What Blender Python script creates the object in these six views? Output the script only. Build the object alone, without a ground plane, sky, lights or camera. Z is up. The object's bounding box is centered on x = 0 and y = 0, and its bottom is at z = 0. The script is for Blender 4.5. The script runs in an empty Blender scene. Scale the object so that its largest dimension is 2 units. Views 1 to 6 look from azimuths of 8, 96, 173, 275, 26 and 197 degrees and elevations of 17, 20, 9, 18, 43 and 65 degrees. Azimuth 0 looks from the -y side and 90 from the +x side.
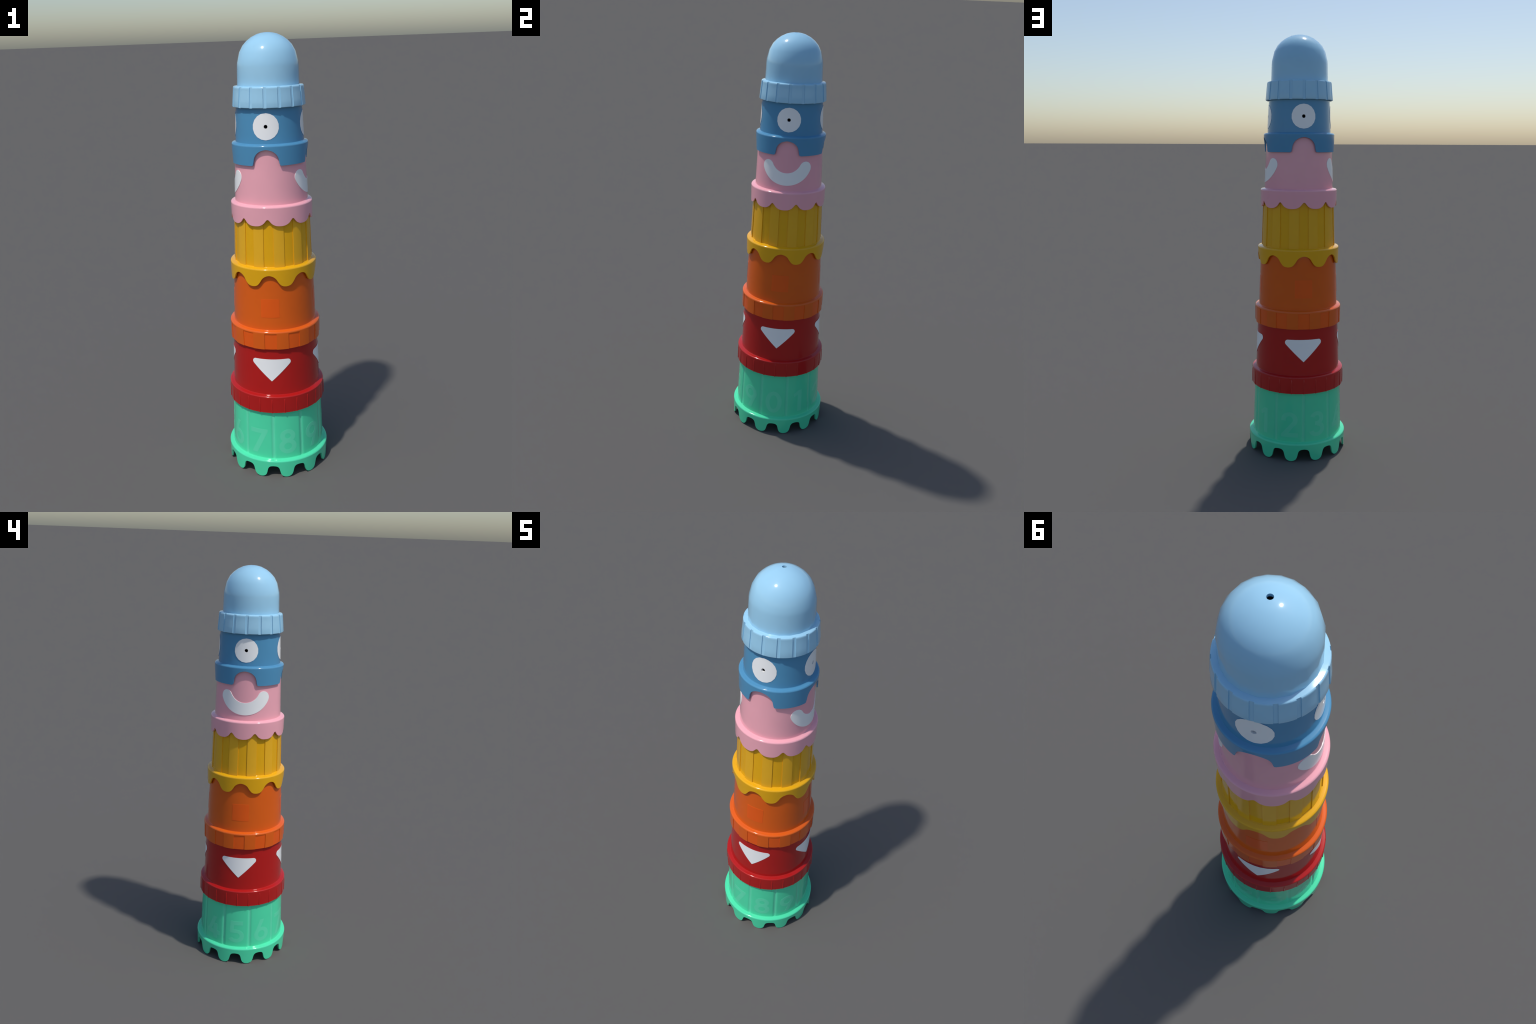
"""A tower of seven upside-down plastic stacking cups, smallest (domed) on top.

Angles are azimuths in degrees: 0 looks along -y, 90 along +x.  Every cup is a
tapered hollow body above a wider hanging rim (skirt); the skirts differ in the
way their lower edge is cut or ribbed, the bodies in the marks moulded on them.
"""
import bpy, bmesh, math
import numpy as np
from math import sin, cos, radians as rad, pi

# ------------------------------------------------------------------ materials
def plastic(name, rgb, rough=0.115, vary=0.02):
    m = bpy.data.materials.new(name)
    m.use_nodes = True
    nt = m.node_tree
    b = nt.nodes["Principled BSDF"]
    tc = nt.nodes.new("ShaderNodeTexCoord")
    no = nt.nodes.new("ShaderNodeTexNoise")
    no.inputs["Scale"].default_value = 9.0
    no.inputs["Detail"].default_value = 3.0
    nt.links.new(tc.outputs["Object"], no.inputs["Vector"])
    ramp = nt.nodes.new("ShaderNodeValToRGB")       # very slight unevenness of the dye
    lo = [c * (1 - vary) for c in rgb]
    hi = [min(1.0, c * (1 + vary)) for c in rgb]
    ramp.color_ramp.elements[0].position = 0.3
    ramp.color_ramp.elements[1].position = 0.7
    ramp.color_ramp.elements[0].color = (*lo, 1)
    ramp.color_ramp.elements[1].color = (*hi, 1)
    nt.links.new(no.outputs["Fac"], ramp.inputs["Fac"])
    nt.links.new(ramp.outputs["Color"], b.inputs["Base Color"])
    b.inputs["Roughness"].default_value = rough
    b.inputs["IOR"].default_value = 1.45
    return m

MAT = dict(
    sky=plastic("light_blue_plastic", (0.37, 0.665, 0.86)),
    blue=plastic("blue_plastic", (0.092, 0.305, 0.51)),
    pink=plastic("pink_plastic", (0.95, 0.44, 0.50)),
    yellow=plastic("yellow_plastic", (0.85, 0.435, 0.008)),
    yellow_slat=plastic("pale_yellow_plastic", (0.865, 0.455, 0.021)),
    orange=plastic("orange_plastic", (0.78, 0.128, 0.010)),
    orange_deep=plastic("deep_orange_plastic", (0.86, 0.116, 0.009)),
    red=plastic("red_plastic", (0.475, 0.0125, 0.011)),
    green=plastic("green_plastic", (0.090, 0.77, 0.42)),
    green_pale=plastic("pale_green_plastic", (0.130, 0.782, 0.462)),
    white=plastic("white_plastic", (0.965, 0.96, 0.94), 0.2, 0.01),
)

# ------------------------------------------------------------------ helpers
def P(r, az, z):
    a = rad(az)
    r *= 1.003
    return (r * sin(a), -r * cos(a), z)

def make_object(name, verts, faces, mats, face_mat=None, parent=None, sharp=35.0, dz=0.0):
    me = bpy.data.meshes.new(name)
    me.from_pydata([(x, y, z - dz) for x, y, z in verts], [], faces)
    for m in mats:
        me.materials.append(MAT[m])
    if face_mat is not None:
        me.polygons.foreach_set("material_index", face_mat)
    bm = bmesh.new()
    bm.from_mesh(me)
    bmesh.ops.remove_doubles(bm, verts=bm.verts, dist=1e-6)
    bmesh.ops.recalc_face_normals(bm, faces=bm.faces)
    bm.to_mesh(me)
    bm.free()
    me.polygons.foreach_set("use_smooth", [True] * len(me.polygons))
    me.set_sharp_from_angle(angle=rad(sharp))
    ob = bpy.data.objects.new(name, me)
    bpy.context.scene.collection.objects.link(ob)
    ob.parent = parent
    return ob

def repeat(ob, azimuths):
    """ob stands at azimuth 0; turn it to the first azimuth and copy it to the others."""
    ob.rotation_euler = (0, 0, rad(azimuths[0]))
    for a in azimuths[1:]:
        c = ob.copy()
        c.rotation_euler = (0, 0, rad(a))
        bpy.context.scene.collection.objects.link(c)

def columns_surface(cols, closed_profile=True):
    """cols: list of columns, each a list of points, all of one length; wraps round."""
    n, k = len(cols), len(cols[0])
    verts = [p for c in cols for p in c]
    faces, tags = [], []
    rows = k if closed_profile else k - 1
    for i in range(n):
        j = (i + 1) % n
        for q in range(rows):
            p = (q + 1) % k
            faces.append((i * k + q, j * k + q, j * k + p, i * k + p))
            tags.append((i, q))
    return verts, faces, tags

def arc(cx, cz, r, a0, a1, n):
    """quarter-circle helper for profiles, angles in degrees from +r towards +z"""
    return [(cx + r * cos(rad(a0 + (a1 - a0) * i / n)),
             cz + r * sin(rad(a0 + (a1 - a0) * i / n))) for i in range(n + 1)]

# ------------------------------------------------------------------ raised marks
def poly_sdf(pts):
    """signed distance (negative inside) to a closed polygon"""
    pts = np.array(pts, float)
    def f(x, z):
        d = np.full(x.shape, 1e9)
        inside = np.zeros(x.shape, bool)
        for (ax, az), (bx, bz) in zip(pts, np.roll(pts, -1, 0)):
            ex, ez = bx - ax, bz - az
            wx, wz = x - ax, z - az
            t = np.clip((wx * ex + wz * ez) / (ex * ex + ez * ez), 0, 1)
            d = np.minimum(d, np.hypot(wx - ex * t, wz - ez * t))
            if ez != 0:
                cross = ((az > z) != (bz > z)) & (x < ex * (z - az) / ez + ax)
                inside ^= cross
        return np.where(inside, -d, d)
    return f

def bar(ax, az, bx, bz, hw):
    """straight stroke with square ends"""
    L = math.hypot(bx - ax, bz - az)
    ux, uz = (bx - ax) / L, (bz - az) / L
    def f(x, z):
        s = (x - ax) * ux + (z - az) * uz
        t = -(x - ax) * uz + (z - az) * ux
        return np.maximum(np.abs(s - L / 2) - L / 2, np.abs(t) - hw)
    return f

def ell_ring(cx, cz, ao, bo, ai, bi):
    """oval band between two ellipses"""
    def f(x, z):
        fo = (np.hypot((x - cx) / ao, (z - cz) / bo) - 1) * min(ao, bo)
        fi = (np.hypot((x - cx) / ai, (z - cz) / bi) - 1) * min(ai, bi)
        return np.maximum(fo, -fi)
    return f

def half_plane(nx, nz, c):
    return lambda x, z: nx * x + nz * z - c

def union(*fs):
    return lambda x, z: np.minimum.reduce([f(x, z) for f in fs])

def both(*fs):
    return lambda x, z: np.maximum.reduce([f(x, z) for f in fs])

def turned(f):
    return lambda x, z: f(-x, -z)

def mark(name, f, box, zc, surf, mats, parent, dz, h=0.0015, sink=0.002, step=0.0014,
         hole=None, hole_depth=0.0):
    """Relief plate lying on the body: the region f<0 of the unrolled surface around
    azimuth 0 and height zc; surf(z) is the body's radius."""
    x0, x1, z0, z1 = box
    nx, nz = int((x1 - x0) / step) + 1, int((z1 - z0) / step) + 1
    X = np.linspace(x0, x1, nx)
    Z = np.linspace(z0, z1, nz)
    F = f(*np.meshgrid(X, Z, indexing="ij"))
    F[np.abs(F) < 1e-9] = 1e-9
    rref = surf(zc)
    idx, pts, faces = {}, [], []
    def node(i, j):
        key = (i, j)
        if key not in idx:
            idx[key] = len(pts); pts.append((X[i], Z[j]))
        return idx[key]
    def cut(i, j, k, l):
        key = ((i, j), (k, l)) if (i, j) < (k, l) else ((k, l), (i, j))
        if key not in idx:
            a, b = F[i, j], F[k, l]
            t = a / (a - b)
            idx[key] = len(pts)
            pts.append((X[i] + (X[k] - X[i]) * t, Z[j] + (Z[l] - Z[j]) * t))
        return idx[key]
    for i in range(nx - 1):
        for j in range(nz - 1):
            q = [(i, j), (i + 1, j), (i + 1, j + 1), (i, j + 1)]
            s = [F[c] < 0 for c in q]
            if not any(s):
                continue
            loop = []
            for a in range(4):
                b = (a + 1) % 4
                if s[a]:
                    loop.append(node(*q[a]))
                if s[a] != s[b]:
                    loop.append(cut(*q[a], *q[b]))
            if len(loop) >= 3:
                faces.append(tuple(loop))
    n = len(pts)
    def put(x, z, r):
        return P(r, math.degrees(x / rref), z)
    verts = [put(x, zc + z, surf(zc + z) + h) for x, z in pts]
    count = {}
    for fc in faces:
        for a, b in zip(fc, fc[1:] + fc[:1]):
            count[(a, b)] = True
    low, fm = {}, [0] * len(faces)
    for (a, b) in list(count):
        if (b, a) in count:
            continue
        in_hole = hole is not None and math.hypot(*pts[a]) < hole
        for v in (a, b):
            if v not in low:
                x, z = pts[v]
                low[v] = len(verts)
                verts.append(put(x, zc + z, surf(zc + z) - (hole_depth if in_hole else sink)))
        faces.append((b, a, low[a], low[b]))
        fm.append(0 if in_hole else len(mats) - 1)
    return make_object(name, verts, faces, mats, fm, parent, 40, dz)

# ------------------------------------------------------------------ cup parts
def cup(label, z_base):
    e = bpy.data.objects.new("stacking_cup", None)
    e.empty_display_size = 0.1
    e.location = (0, 0, z_base)
    bpy.context.scene.collection.objects.link(e)
    e["label"] = label
    e["category"] = "stacking cup"
    return e

def body(parent, mat, dz, r_top, z_top, r_bot, z_bot, seg=48, wall=0.006, groove=None, mats=None):
    """hollow tapered body, closed on top, open below; rounded top edge.
    groove: (count, half width in degrees, depth) of upright grooves."""
    f = 0.006
    prof = [(0.0, z_top)] + arc(r_top - f, z_top - f, f, 90, 0, 4)
    nz = 4
    prof += [(r_top + (r_bot - r_top) * i / nz, z_top - f + (z_bot - z_top + f) * i / nz) for i in range(1, nz + 1)]
    prof += [(r_bot - wall, z_bot), (r_top - wall, z_top - wall), (0.0, z_top - wall)]
    azs = []
    if groove:
        cnt, hw, depth = groove
        per = 360 / cnt
        for k in range(cnt):
            for d in (-hw, -hw * 0.75, -hw * 0.35, 0, hw * 0.35, hw * 0.75, hw):
                azs.append((k * per + d, depth * (1 - (d / hw) ** 4), abs(d) < hw))
            for t in [i / 14 for i in range(1, 14)]:
                azs.append((k * per + hw + (per - 2 * hw) * t, 0, False))
    else:
        azs = [(360 * k / seg, 0, False) for k in range(seg)]
    cols = []
    for az, d, _ in azs:
        c = []
        for q, (r, z) in enumerate(prof):
            dd = d if 5 <= q <= 5 + nz else 0
            c.append(P(max(r - dd, 0), az, z))
        cols.append(c)
    verts, faces, tags = columns_surface(cols, False)
    fm = None
    if groove:
        n = len(azs)
        fm = [1 if (azs[i][2] or azs[(i + 1) % n][2]) and 4 <= q < 5 + nz else 0 for i, q in tags]
    return make_object("body", verts, faces, mats or [mat], fm, parent, 40, dz)

def skirt(parent, mats, dz, r_in, z_in, r_out, z_low, edge=None, r_low=None, fillet=0.0075,
          wall=0.006, recess=None, low_fillet=0.0, name="rim"):
    """Hanging rim.  edge: list of (azimuth, z of the lower edge) once round.
    recess: function (azimuth) -> list of (depth, tag) variants of a column; from z_rec down."""
    r_low = r_low or r_out
    z_sh = z_in - 0.0018                                     # outer height of the shoulder
    def r_at(z):
        return r_out + (r_low - r_out) * (z_sh - z) / (z_sh - z_low)
    shoulder = [(r_in - 0.003, z_in + 0.003), (r_in + 0.0003, z_in + 0.0016), (r_in + 0.0009, z_in + 0.0005), (r_in + 0.0022, z_in)]
    shoulder += arc(r_out - fillet, z_sh - fillet, fillet, 82, 0, 6)
    cols, tags_c = [], []
    for az, zb, d, z_rec, tag in edge:
        c = []
        for r, z in shoulder:
            c.append((r, z))
        zr = z_rec if z_rec is not None else z_sh - fillet - 0.002
        deep_shoulder = tag == "groove"
        if deep_shoulder:                                     # slot cuts the rounded shoulder too
            c = [(min(r, r_at(z) - d), z) for r, z in c]
        c.append((r_at(zr) - (d if deep_shoulder else 0), zr))
        c.append((r_at(zr) - d, zr - 0.0002))
        lf = low_fillet if d == 0 else 0.0
        zf = zb + lf
        for t in (0.33, 0.66, 1.0):
            z = zr + (zf - zr) * t
            c.append((r_at(z) - d, z))
        for a in (30, 60, 90):
            c.append((r_at(zb) - d - lf * (1 - cos(rad(a))) - 0.0004 * a / 90, zf - lf * sin(rad(a)) - 0.0 * a))
        c.append((r_low - wall, zb))
        c.append((r_out - wall - 0.001, z_sh - wall))
        c.append((r_in - 0.004, z_sh - wall))
        cols.append([P(r, az, z) for r, z in c])
        tags_c.append(tag)
    verts, faces, tags = columns_surface(cols, True)
    fm = None
    if len(mats) > 1:
        n = len(cols)
        ns = len(shoulder)
        fm = [1 if (tags_c[i] == "deep" and tags_c[(i + 1) % n] == "deep" and ns <= q < ns + 8) else 0 for i, q in tags]
    return make_object(name, verts, faces, mats, fm, parent, 32, dz)

def wave_edge(points, period, per_gap=1):
    """points: (azimuth, z) over half a period, mirrored and repeated round."""
    half = list(points)
    full = half + [(period - a, z) for a, z in reversed(half[1:-1])] if half[-1][0] == period / 2 \
        else half + [(period - a, z) for a, z in reversed(half[1:])]
    out = []
    for k in range(round(360 / period)):
        for a, z in full:
            out.append((k * period + a, z, 0.0, None, ""))
    return out

def smooth_half(points, n):
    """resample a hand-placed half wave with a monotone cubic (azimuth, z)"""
    a = np.array([p[0] for p in points]); z = np.array([p[1] for p in points])
    h = np.diff(a); s = np.diff(z) / h
    m = np.zeros(len(a))
    for i in range(1, len(a) - 1):
        if s[i - 1] * s[i] > 0:
            m[i] = 2 * s[i - 1] * s[i] / (s[i - 1] + s[i])
    out = []
    for i in range(len(h)):
        for k in range(n):
            t = k / n
            out.append((a[i] + h[i] * t,
                        (2*t**3 - 3*t**2 + 1) * z[i] + (t**3 - 2*t**2 + t) * h[i] * m[i]
                        + (-2*t**3 + 3*t**2) * z[i+1] + (t**3 - t**2) * h[i] * m[i+1]))
    out.append((a[-1], z[-1]))
    return out

def cone(r0, z0, r1, z1):
    return lambda z: r0 + (r1 - r0) * (z - z0) / (z1 - z0)

E_ = 0.02   # tiny azimuth gap that makes an upright step

# ================================================================== light blue domed cup
Z = 1.698
c = cup("light blue domed cup with a grooved rim and a small top hole", Z)
seg = 20
k = 1.006
prof = [(0.0088, 1.9905), (0.0088, 2.0), (0.024, 1.9982), (0.042, 1.9938), (0.0665, 1.9822), (0.0870, 1.9670), (0.1040, 1.9490), (0.1190, 1.9220), (0.1298, 1.8800), (0.1312, 1.8640)]
prof += [(0.1322, 1.83), (0.1338, 1.780), (0.1275, 1.780), (0.125, 1.870), (0.112, 1.918), (0.09, 1.948), (0.066, 1.967), (0.036, 1.986)]
cols = [[P(r * k, 360 * i / seg + 4, z) for r, z in prof] for i in range(seg)]
v, f, t = columns_surface(cols, True)
dome = make_object("dome", v, f, ["sky"], None, c, 50, Z)
edge = []
for i in range(16):
    a, hw = i * 22.5, 2.55
    for d in (-hw + E_, 0, hw - E_):
        edge.append((a + d, Z, 0.0032, None, "groove"))
    for tt in (0, 0.25, 0.5, 0.75, 1):
        edge.append((a + hw + (22.5 - 2 * hw) * tt, Z, 0.0, None, ""))
skirt(c, ["sky"], Z, 0.1290, 1.7855, 0.1515, Z, edge, r_low=0.1590, fillet=0.005, low_fillet=0.004)

# ================================================================== blue cup with eyes
Z = 1.459
c = cup("blue cup with white round eyes and arched rim notches", Z)
r_b = cone(0.1502, 1.548, 0.1437, 1.700)
bd = body(c, "blue", Z, r_b(1.776), 1.776, r_b(1.545), 1.545, seg=64)
# pupil holes through the wall
cut_me = bpy.data.meshes.new("pupil_cutter")
bm = bmesh.new()
for a in (0, 90, 180, 270):
    r = bmesh.ops.create_cone(bm, cap_ends=True, segments=12, radius1=0.0098, radius2=0.0098, depth=0.06)
    R = __import__("mathutils").Matrix
    bmesh.ops.transform(bm, verts=r["verts"], matrix=R.Translation(P(0.148, a, 1.622 - Z)) @ R.Rotation(rad(a), 4, "Z") @ R.Rotation(pi / 2, 4, "X"))
bm.to_mesh(cut_me); bm.free()
cutter = bpy.data.objects.new("pupil_cutter", cut_me)
bpy.context.scene.collection.objects.link(cutter)
cutter.location = c.location
mod = bd.modifiers.new("holes", "BOOLEAN")
mod.operation = "DIFFERENCE"; mod.solver = "EXACT"; mod.object = cutter
bpy.context.view_layer.update()
dg = bpy.context.evaluated_depsgraph_get()
new = bpy.data.meshes.new_from_object(bd.evaluated_get(dg))
bd.modifiers.clear()
old = bd.data; bd.data = new; new.name = "body_with_pupil_holes"
bpy.data.meshes.remove(old)
bpy.data.objects.remove(cutter)
bpy.data.meshes.remove(cut_me)
new.polygons.foreach_set("use_smooth", [True] * len(new.polygons))
new.set_sharp_from_angle(angle=rad(40))

gon = lambda n, r: poly_sdf([(r * sin(2 * pi * i / n), r * cos(2 * pi * i / n)) for i in range(n)])
eye_out, eye_in = gon(18, 0.0560), gon(8, 0.0086)
eye = mark("eye", lambda x, z: np.maximum(eye_out(x, z), -eye_in(x, z)), (-0.058, 0.058, -0.058, 0.058), 1.622,
           r_b, ["white", "blue"], c, Z, h=0.0010, sink=0.003, step=0.0011, hole=0.02, hole_depth=0.0075)
repeat(eye, [0, 90, 180, 270])
notch = [(0, 1.5278), (8, 1.5225), (12.5, 1.5145), (15.6, 1.5055), (18.3, 1.490), (19.4, 1.474), (20.2, 1.4645), (21.3, 1.4602), (23, Z), (34, Z), (45, Z)]
skirt(c, ["blue"], Z, 0.1502, 1.548, 0.1682, Z, wave_edge(smooth_half(notch, 3), 90), r_low=0.1668)

# ================================================================== pink cup with smiles
Z = 1.2008
c = cup("pink cup with white smiles and a scalloped rim", Z)
r_b = cone(0.1628, 1.288, 0.1573, 1.455)
body(c, "pink", Z, r_b(1.538), 1.538, r_b(1.285), 1.285, seg=64)
R0, hw, th = 0.1044, 0.0295, rad(62.4)
zc = 1.374
def smile(x, z):                                             # thick arc with round ends
    dx, dz = np.abs(x), z - (1.4504 - zc)
    ang = np.clip(np.arctan2(dx, -dz), 0, th)
    return np.hypot(dx - R0 * np.sin(ang), dz + R0 * np.cos(ang)) - hw
sm = mark("smile", smile, (-0.126, 0.126, -0.062, 0.062), zc, r_b, ["white"], c, Z, h=0.0016)
repeat(sm, [90, 270])
lobe = [(0, 1.2305), (1.2, 1.2291), (2.5, 1.2250), (4.6, 1.2168), (6.6, 1.2106), (9.2, 1.2060), (11.6, 1.2029), (14.2, 1.2015), (18, Z)]
skirt(c, ["pink"], Z, 0.1628, 1.288, 0.1826, Z, wave_edge(smooth_half(lobe, 2), 36), r_low=0.1816)

# ================================================================== yellow slatted cup
Z = 0.930
c = cup("yellow cup with upright slats and a dripping rim", Z)
r_b = cone(0.1755, 1.0135, 0.1698, 1.200)
body(c, "yellow", Z, r_b(1.278) - 0.0015, 1.278, r_b(1.012) - 0.0015, 1.012, seg=72)
vs, fs = [], []
na, z_lo, z_hi = 6, 1.0105, 1.268
for i in range(na + 1):
    a = -7.5 + 15 * i / na
    for z in (z_hi, z_lo):
        vs.append(P(r_b(z) + 0.0016, a, z))
    for z in (z_hi, z_lo):
        vs.append(P(r_b(z) - 0.0050, a, z))
for i in range(na):
    o, p = 4 * i, 4 * i + 4
    fs += [(o, o + 1, p + 1, p), (o + 2, p + 2, p + 3, o + 3), (o, p, p + 2, o + 2), (o + 1, o + 3, p + 3, p + 1)]
e0 = 4 * na
fs += [(0, 2, 3, 1), (e0, e0 + 1, e0 + 3, e0 + 2)]
slat = make_object("slat", vs, fs, ["yellow_slat"], None, c, 30, Z)
repeat(slat, [15 + 30 * i for i in range(12)])
drip = [(0, 0.9818), (4.6, 0.978), (8.9, 0.9675), (12, 0.951), (15.5, 0.937), (18.6, 0.9318), (22.5, Z)]
skirt(c, ["yellow"], Z, 0.1762, 1.0135, 0.1958, Z, wave_edge(smooth_half(drip, 3), 45), r_low=0.1945)

# ================================================================== orange cup with panels
Z = 0.638
c = cup("orange cup with square plates and panelled rim", Z)
r_b = cone(0.1903, 0.726, 0.1838, 0.920)
body(c, "orange", Z, r_b(1.004), 1.004, r_b(0.722), 0.722, seg=96)
s = 0.0415
sq = mark("square_plate", lambda x, z: np.maximum(np.abs(x), np.abs(z) * 0.97) - s, (-0.045, 0.045, -0.045, 0.045), 0.826,
          r_b, ["orange_deep"], c, Z, h=0.0005, step=0.003)
repeat(sq, [0, 90, 180, 270])
edge = []
for i in range(12):
    a = 30 * i
    for d in (-7.5 + E_, -3.75, 0, 3.75, 7.5 - E_):
        edge.append((a + d, Z, 0.0024, 0.7125, "deep"))
    for d in (7.5, 11.25, 15, 18.75, 22.5):
        edge.append((a + d, Z, 0.0, 0.7125, ""))
skirt(c, ["orange", "orange_deep"], Z, 0.1903, 0.7245, 0.2090, Z, edge, r_low=0.2085, fillet=0.008)

# ================================================================== red cup with triangles
Z = 0.3290
c = cup("red cup with white triangles and a ribbed rim", Z)
r_b = cone(0.2045, 0.4115, 0.1972, 0.620)
body(c, "red", Z, r_b(0.716), 0.716, r_b(0.409), 0.409, seg=72)
rho, zc = 0.0135, 0.540
cx, cz = 0.0884 - rho, 0.5862 - rho - zc
apex = (0.0, 0.4788 - zc)
d = math.hypot(cx, cz - apex[1])
low_dir = math.degrees(math.atan2(cz - apex[1], cx) - math.asin(rho / d)) - 90   # tangent direction
tri = [apex] + arc(cx, cz, rho, low_dir, 90, 8) + [(-x, z) for x, z in reversed(arc(cx, cz, rho, low_dir, 90, 8))]
tr = mark("triangle", poly_sdf(tri), (-0.092, 0.092, -0.064, 0.048), zc, r_b, ["white", "red"], c, Z, h=0.0013, step=0.0012)
repeat(tr, [0, 90, 180, 270])
edge = [(a, Z, 0.0, None, "") for a in np.arange(0, 360, 5.0)]
skirt(c, ["red"], Z, 0.2045, 0.4115, 0.2236, Z, edge, r_low=0.2232, fillet=0.006)
vs, fs = [], []
nr = 6
for zz, hh in ((0.3965, 0.0), (0.3940, 0.0015), (0.360, 0.0019), (Z - 0.0008, 0.0019)):
    for i in range(nr + 1):
        w = -1 + 2 * i / nr
        vs.append(P(0.2226 + 0.0008 + hh * (1 - w ** 2), math.degrees(0.0030 * w / 0.2235), zz))
for q in range(3):
    for i in range(nr):
        o = q * (nr + 1) + i
        fs.append((o, o + nr + 1, o + nr + 2, o + 1))
base = len(vs)
vs += [P(0.2190, math.degrees(0.0030 * w / 0.2235), Z - 0.0008) for w in (-1, 1)]
fs.append(tuple([3 * (nr + 1) + i for i in range(nr + 1)] + [base + 1, base]))
rib = make_object("grip_rib", vs, fs, ["red"], None, c, 60, Z)
repeat(rib, [15 * i for i in range(24)])

# ================================================================== green cup with numerals
Z = 0.0
c = cup("green cup with raised numerals and toothed rim", Z)
r_b = cone(0.2182, 0.0865, 0.2118, 0.300)
body(c, "green", Z, r_b(0.402), 0.402, r_b(0.084), 0.084, groove=(10, 1.85, 0.0019), mats=["green", "green_pale"])
tooth = [(0, 0.0582), (3.4, 0.0565), (5.1, 0.0525), (6.3, 0.0455), (7.0, 0.036), (7.5, 0.027), (8.2, 0.0175), (9.3, 0.0095), (11, 0.0040), (13, 0.0008), (15, 0.0)]
skirt(c, ["green"], Z, 0.2182, 0.0865, 0.2384, Z, wave_edge(smooth_half(tooth, 2), 30), r_low=0.2368, wall=0.007)

H, W, w = 0.0615, 0.0415, 0.0117                              # half height, half width, half stroke
def oval(cx, cz, a, b):
    return ell_ring(cx, cz, a, b, a - 0.0227, b - 0.0192)
nb = 0.0395                                                    # bowl radius of 6 and 9
six_stem = poly_sdf([(-0.0385, -0.012), (-0.010, H), (0.0155, H), (-0.012, 0.004), (-0.019, -0.016)])
six = union(oval(0.0, -H + nb, 0.0415, nb), six_stem)
DIGITS = {
    0: ell_ring(0, 0, 0.0425, H, 0.0205, 0.0400),
    1: poly_sdf([(-0.031, 0.042), (-0.004, H), (0.0175, H), (0.0175, -H), (-0.0055, -H), (-0.0055, 0.036), (-0.026, 0.024)]),
    2: union(both(oval(0.0, 0.0235, 0.0400, 0.0380),
                  union(half_plane(0, -1, -0.0190), both(half_plane(-1, 0, 0.0), half_plane(-0.80, -1.0, -0.0130)))),
             poly_sdf([(-0.040, -H), (0.0415, -H), (0.0415, -H + 0.021), (-0.004, -H + 0.021), (0.0325, 0.0050), (0.0170, 0.0180), (-0.040, -H + 0.013)])),
    3: union(both(oval(0.0, 0.0275, 0.0365, 0.0340), union(half_plane(-1, 0, 0.0), half_plane(-0.34, -0.94, -0.94 * 0.0275))),
             both(oval(0.0, -0.0260, 0.0415, 0.0355), union(half_plane(-1, 0, 0.0), half_plane(-0.26, 0.966, -0.966 * 0.0260))),
             bar(-0.0095, 0.0035, 0.010, 0.0035, 0.0100)),
    4: union(bar(-0.0425, -0.0290, 0.0425, -0.0290, w), bar(0.0155, -H, 0.0155, 0.022, w + 0.0005),
             poly_sdf([(-0.0425, -0.0330), (0.0015, H), (0.0265, H), (-0.0140, -0.0200), (-0.030, -0.0300)])),
    5: union(bar(-0.029, H - w, 0.0335, H - w, w),
             poly_sdf([(-0.0310, H), (-0.0100, H), (-0.0150, 0.004), (-0.0360, -0.0010)]),
             both(oval(-0.003, -0.0240, 0.0440, 0.0375), union(half_plane(-1, 0, 0.004), half_plane(-0.45, 0.89, 0.45 * 0.003 - 0.89 * 0.0240))),
             bar(-0.033, 0.0035, -0.002, 0.0035, 0.0100)),
    6: six,
    7: poly_sdf([(-0.0440, H), (0.0415, H), (0.0415, H - 0.010), (-0.0120, -H), (-0.0385, -H), (0.0105, H - 0.0215), (-0.0440, H - 0.0215)]),
    8: union(oval(0.0, 0.0290, 0.0365, 0.0325), oval(0.0, -0.0245, 0.0410, 0.0370)),
    9: turned(six),
}
NAMES = ["zero", "one", "two", "three", "four", "five", "six", "seven", "eight", "nine"]
for n in range(10):
    ob = mark("numeral_" + NAMES[n], DIGITS[n], (-0.047, 0.047, -0.064, 0.064), 0.1725, r_b, ["green_pale"], c, Z, h=0.0002, sink=0.0015, step=0.0012)
    repeat(ob, [90 + 36 * n])
